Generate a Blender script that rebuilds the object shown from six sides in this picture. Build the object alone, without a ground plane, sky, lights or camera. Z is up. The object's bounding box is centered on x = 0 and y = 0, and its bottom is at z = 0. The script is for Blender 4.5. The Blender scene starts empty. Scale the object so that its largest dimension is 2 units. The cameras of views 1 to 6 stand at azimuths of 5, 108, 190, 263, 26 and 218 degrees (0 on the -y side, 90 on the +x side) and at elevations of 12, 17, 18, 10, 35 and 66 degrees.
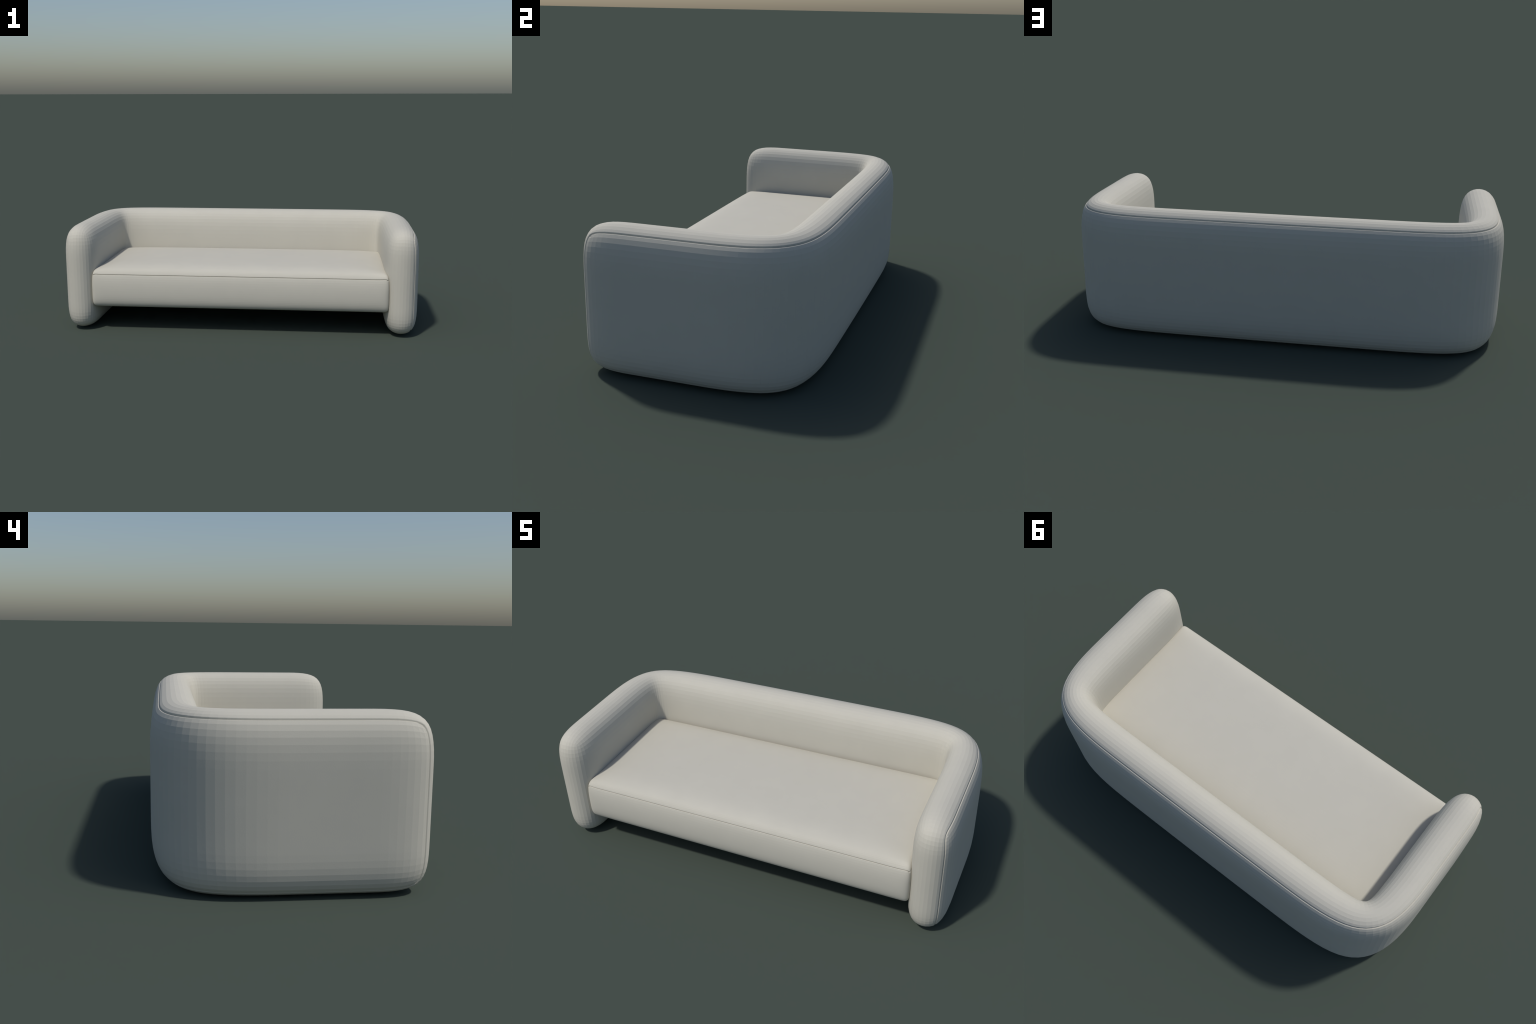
# Upholstered two-arm sofa: a U-shaped padded shell (backrest + armrests) with a
# stitched outer cover, and one thick seat cushion with a seam round its top panel.
import bpy, bmesh
from mathutils import Vector
from mathutils.kdtree import KDTree

# ---------------------------------------------------------------- dimensions (m)
HALF_WIDTH, HALF_DEPTH, HEIGHT = 1.0, 0.453, 0.60
WALL, ARM_WALL = 0.19, 0.186  # thickness of the padded back and arms
CORNER, CORNER_BASE = (0.188, 0.156), (0.200, 0.130)   # plan chamfers of the cage: along arm, along back
INNER_CORNER = 0.03
SEAM_SMOOTHING = 6
BOW = 0.001                  # slight outward bow of the back
ROUND = 0.0083               # how far subdivision pulls the rims in
SEAM_HALF_WIDTH, SEAM_DEPTH = 0.0066, 0.0056

# ---------------------------------------------------------------- material
def fabric(name, tint):
    m = bpy.data.materials.new(name)
    m.use_nodes = True
    n, l = m.node_tree.nodes, m.node_tree.links
    b = n["Principled BSDF"]
    b.inputs["Roughness"].default_value = 0.9
    b.inputs["Specular IOR Level"].default_value = 0.25
    co = n.new("ShaderNodeTexCoord")
    broad = n.new("ShaderNodeTexNoise")
    broad.inputs["Scale"].default_value = 9.0
    broad.inputs["Detail"].default_value = 4.0
    fine = n.new("ShaderNodeTexNoise")
    fine.inputs["Scale"].default_value = 260.0
    fine.inputs["Detail"].default_value = 3.0
    for t in (broad, fine):
        l.new(co.outputs["Object"], t.inputs["Vector"])
    mix = n.new("ShaderNodeMix")
    mix.data_type = 'FLOAT'
    mix.inputs["Factor"].default_value = 0.5
    l.new(broad.outputs["Fac"], mix.inputs["A"])
    l.new(fine.outputs["Fac"], mix.inputs["B"])
    ramp = n.new("ShaderNodeValToRGB")
    e = ramp.color_ramp.elements
    e[0].position, e[1].position = 0.3, 0.7
    e[0].color = tuple(c * 0.975 for c in tint) + (1,)
    e[1].color = tuple(c * 1.02 for c in tint) + (1,)
    l.new(mix.outputs["Result"], ramp.inputs["Fac"])
    l.new(ramp.outputs["Color"], b.inputs["Base Color"])
    bump = n.new("ShaderNodeBump")
    bump.inputs["Strength"].default_value = 0.06
    bump.inputs["Distance"].default_value = 0.002
    l.new(fine.outputs["Fac"], bump.inputs["Height"])
    l.new(bump.outputs["Normal"], b.inputs["Normal"])
    return m

TINT = (0.535, 0.515, 0.447)
FABRIC = fabric("ivory_fabric", TINT)

# ---------------------------------------------------------------- helpers
def subdivided(bm, levels):
    """Catmull-Clark limit mesh of a control cage (face material index is kept)."""
    me = bpy.data.meshes.new("cage")
    bm.to_mesh(me)
    bm.free()
    ob = bpy.data.objects.new("cage", me)
    bpy.context.scene.collection.objects.link(ob)
    s = ob.modifiers.new("smooth", 'SUBSURF')
    s.levels = s.render_levels = levels
    s.quality = 5
    dg = bpy.context.evaluated_depsgraph_get()
    out = bmesh.new()
    out.from_object(ob, dg)
    bpy.data.objects.remove(ob)
    bpy.data.meshes.remove(me)
    return out

def seam_edges(bm, panel):
    return [e for e in bm.edges
            if len(e.link_faces) == 2
            and (e.link_faces[0].material_index == panel) != (e.link_faces[1].material_index == panel)]

def round_seam_corners(bm, panel):
    """Let the seam line turn the panel's corners in a soft curve: slide it along the
    surface, carrying the nearby mesh with it."""
    bm.normal_update()
    seam = set(seam_edges(bm, panel))
    line = {v for e in seam for v in e.verts}
    ends = [v.co.copy() for v in line if len(v.link_edges) == 3]
    near = [v for v in line if min((v.co - c).length for c in ends) < 0.12]
    loop = {v: [e.other_vert(v) for e in v.link_edges if e in seam] for v in near}
    pos = {v: v.co.copy() for v in line}
    for _ in range(SEAM_SMOOTHING):
        pos.update({v: pos[v] * 0.5 + (pos[p] + pos[q]) * 0.25 for v, (p, q) in loop.items()})
    shift = {v: pos[v] - v.co for v in near}
    origin = {v: v.co.copy() for v in near}
    for v in bm.verts:
        if min((v.co - c).length for c in ends) > 0.2:
            continue
        total, weight, best = Vector(), 0.0, 1.0
        for s, d in shift.items():
            r = (v.co - origin[s]).length
            w = 1.0 / (r + 0.002) ** 4
            total += d * w
            weight += w
            best = min(best, r)
        move = total / weight * 2.718 ** (-(best / 0.035) ** 2)
        v.co += move - v.normal * move.dot(v.normal)

def sew_seam(bm, panel, half_width, depth):
    """Press a stitched groove where faces with material index `panel` meet the rest."""
    bm.normal_update()
    seam = seam_edges(bm, panel)
    pts, nor, side = [], [], []
    for v in {v for e in seam for v in e.verts}:
        c = Vector()
        k = 0
        for f in v.link_faces:
            if f.material_index == panel:
                c += f.calc_center_median() - v.co
                k += 1
        pts.append(v.co.copy())
        nor.append(v.normal.copy())
        side.append((c / k).normalized())
    # dense samples of the seam line so that distances to it are true distances
    samples = []
    index = {tuple(p): i for i, p in enumerate(pts)}
    for e in seam:
        a, b = (index[tuple(v.co)] for v in e.verts)
        for k in range(8):
            t = k / 8
            samples.append((pts[a].lerp(pts[b], t), nor[a].lerp(nor[b], t), side[a].lerp(side[b], t)))
    tree = KDTree(len(samples))
    for i, s in enumerate(samples):
        tree.insert(s[0], i)
    tree.balance()
    bmesh.ops.bevel(bm, geom=seam, offset=half_width, offset_type='OFFSET', segments=8,
                    profile=0.5, affect='EDGES', clamp_overlap=True, material=-1, loop_slide=True)
    for v in bm.verts:
        p, i, _ = tree.find(v.co)
        d = v.co - p
        dist = d.length
        if dist > half_width * 1.3:
            continue
        n, s = samples[i][1].normalized(), samples[i][2]
        x = dist / half_width
        if d.dot(s) > 0:        # panel side: folded edge
            g = -depth * max(0.0, 1 - x / 0.55) ** 1.8
        else:                   # other side: padding rolls down into the seam
            g = -depth * max(0.0, 1 - x / 0.97) ** 1.8
        v.co += n * g
    # faces made by the bevel take the material index of the side they lie on
    for f in bm.faces:
        c = f.calc_center_median()
        p, i, dist = tree.find(c)
        if dist < half_width * 1.05:
            f.material_index = panel if (c - p).dot(samples[i][2]) > 0 else 0

def part(name, bm, keep, parent):
    """Copy the faces for which keep(face) holds into a mesh object of their own."""
    b = bm.copy()
    bmesh.ops.delete(b, geom=[f for f in b.faces if not keep(f)], context='FACES')
    for f in b.faces:
        f.smooth = False
        f.material_index = 0
    me = bpy.data.meshes.new(name)
    b.to_mesh(me)
    b.free()
    me.materials.append(FABRIC)
    ob = bpy.data.objects.new(name, me)
    bpy.context.scene.collection.objects.link(ob)
    ob.parent = parent
    return ob

# ---------------------------------------------------------------- shell
def build_shell(sofa):
    W, D, t = HALF_WIDTH, HALF_DEPTH, WALL
    F = D + 0.0115                                   # front end of the cage
    c, ci = CORNER, INNER_CORNER                     # plan chamfers of the cage corners
    wi, di = W - ARM_WALL, D - t
    def both(half, mid):
        return [(-x, y) for x, y in half] + [mid] + half[::-1]
    def outer_plan(c):
        half = [(W, -F), (W, -0.24), (W, -0.02), (W, D - c[0]), (W - c[1], D - 0.004), (0.45, D)]
        return both(half, (0, D + BOW))
    half_in = [(wi, -F), (wi, -0.24), (wi, -0.02), (wi, di - ci), (wi - ci, di), (0.45, di)]
    inner = both(half_in, (0, di))
    levels = [-0.0072, 0.17, 0.4, HEIGHT + ROUND]
    bm = bmesh.new()
    plans = [outer_plan(k) for k in (CORNER_BASE, c, c, c)]
    vo = [[bm.verts.new((*plan[i], z)) for plan, z in zip(plans, levels)] for i in range(len(inner))]
    vi = [[bm.verts.new((x, y, z)) for z in levels] for x, y in inner]
    n, m = len(inner), len(levels)
    for i in range(n - 1):
        for j in range(m - 1):
            f = bm.faces.new((vo[i][j], vo[i][j + 1], vo[i + 1][j + 1], vo[i + 1][j]))
            f.material_index = 1                     # outer cover
            bm.faces.new((vi[i][j], vi[i + 1][j], vi[i + 1][j + 1], vi[i][j + 1]))
        bm.faces.new((vo[i][0], vo[i + 1][0], vi[i + 1][0], vi[i][0]))
        bm.faces.new((vo[i][-1], vi[i][-1], vi[i + 1][-1], vo[i + 1][-1]))
    for j in range(m - 1):
        bm.faces.new((vo[0][j], vi[0][j], vi[0][j + 1], vo[0][j + 1]))
        bm.faces.new((vo[-1][j], vo[-1][j + 1], vi[-1][j + 1], vi[-1][j]))
    bmesh.ops.recalc_face_normals(bm, faces=bm.faces)
    bm = subdivided(bm, 3)
    round_seam_corners(bm, 1)
    sew_seam(bm, 1, SEAM_HALF_WIDTH, SEAM_DEPTH)

    def region(f):           # arm or back, split along the diagonal of the corner
        c = f.calc_center_median()
        if abs(c.x) - wi > c.y - (D - t):
            return 'l' if c.x < 0 else 'r'
        return 'b'
    for f in bm.faces:
        f.tag = False
    back = part("backrest", bm, lambda f: region(f) == 'b' and f.material_index == 0, sofa)
    part("back_panel", bm, lambda f: region(f) == 'b' and f.material_index == 1, back)
    for key in 'lr':
        arm = part("armrest", bm, lambda f: region(f) == key and f.material_index == 0, sofa)
        part("side_panel", bm, lambda f: region(f) == key and f.material_index == 1, arm)
    bm.free()

# ---------------------------------------------------------------- seat cushion
def build_cushion(sofa):
    # control lines from the edge inwards: the top panel rises from its seam like a pillow
    half = [(0.838, 0.347), (0.802, 0.360), (0.71, 0.378), (0.35, 0.387)]
    xs = [-x for x, _ in half] + [0.0] + [x for x, _ in half[::-1]]
    zx = [z for _, z in half] + [0.388] + [z for _, z in half[::-1]]
    ys = [-0.433, -0.380, -0.325, -0.06, 0.15, 0.22, 0.266]
    zy = [0.348, 0.367, 0.380, 0.388, 0.380, 0.364, 0.344]
    sides = [(0.215, 0.013), (0.138, 0.0)]   # height and forward bulge of the rows of the border below the seam
    bm = bmesh.new()
    vt = [[bm.verts.new((x, y, min(a, b))) for y, b in zip(ys, zy)] for x, a in zip(xs, zx)]
    nx, ny = len(xs), len(ys)
    for i in (0, nx - 1):                            # full corners keep the seam level
        for j in (0, ny - 1):
            vt[i][j].co.z += 0.014
    ring = [(i, 0) for i in range(nx)] + [(nx - 1, j) for j in range(1, ny)] \
        + [(i, ny - 1) for i in range(nx - 2, -1, -1)] + [(0, j) for j in range(ny - 2, 0, -1)]
    rows = [[vt[i][j] for i, j in ring]]
    for z, bulge in sides[:-1]:
        rows.append([bm.verts.new((xs[i], ys[j] - (bulge if j == 0 and 0 < i < nx - 1 else 0), z)) for i, j in ring])
    vb = [[bm.verts.new((x, y, sides[-1][0])) for y in ys] for x in xs]
    rows.append([vb[i][j] for i, j in ring])
    for i in range(nx - 1):
        for j in range(ny - 1):
            f = bm.faces.new((vt[i][j], vt[i + 1][j], vt[i + 1][j + 1], vt[i][j + 1]))
            f.material_index = 1                     # top panel
            bm.faces.new((vb[i][j], vb[i][j + 1], vb[i + 1][j + 1], vb[i + 1][j]))
    for upper, lower in zip(rows, rows[1:]):
        for k in range(len(ring)):
            q = (k + 1) % len(ring)
            bm.faces.new((upper[k], lower[k], lower[q], upper[q]))
    bmesh.ops.recalc_face_normals(bm, faces=bm.faces)
    bm = subdivided(bm, 3)
    sew_seam(bm, 1, 0.0036, 0.0058)
    cushion = part("seat_cushion", bm, lambda f: f.material_index == 0, sofa)
    part("cushion_top_panel", bm, lambda f: f.material_index == 1, cushion)
    bm.free()

# ---------------------------------------------------------------- assembly
sofa = bpy.data.objects.new("sofa", None)
bpy.context.scene.collection.objects.link(sofa)
sofa["label"] = "low ivory fabric sofa with thick rounded arms and back"
sofa["category"] = "sofa"
build_shell(sofa)
build_cushion(sofa)
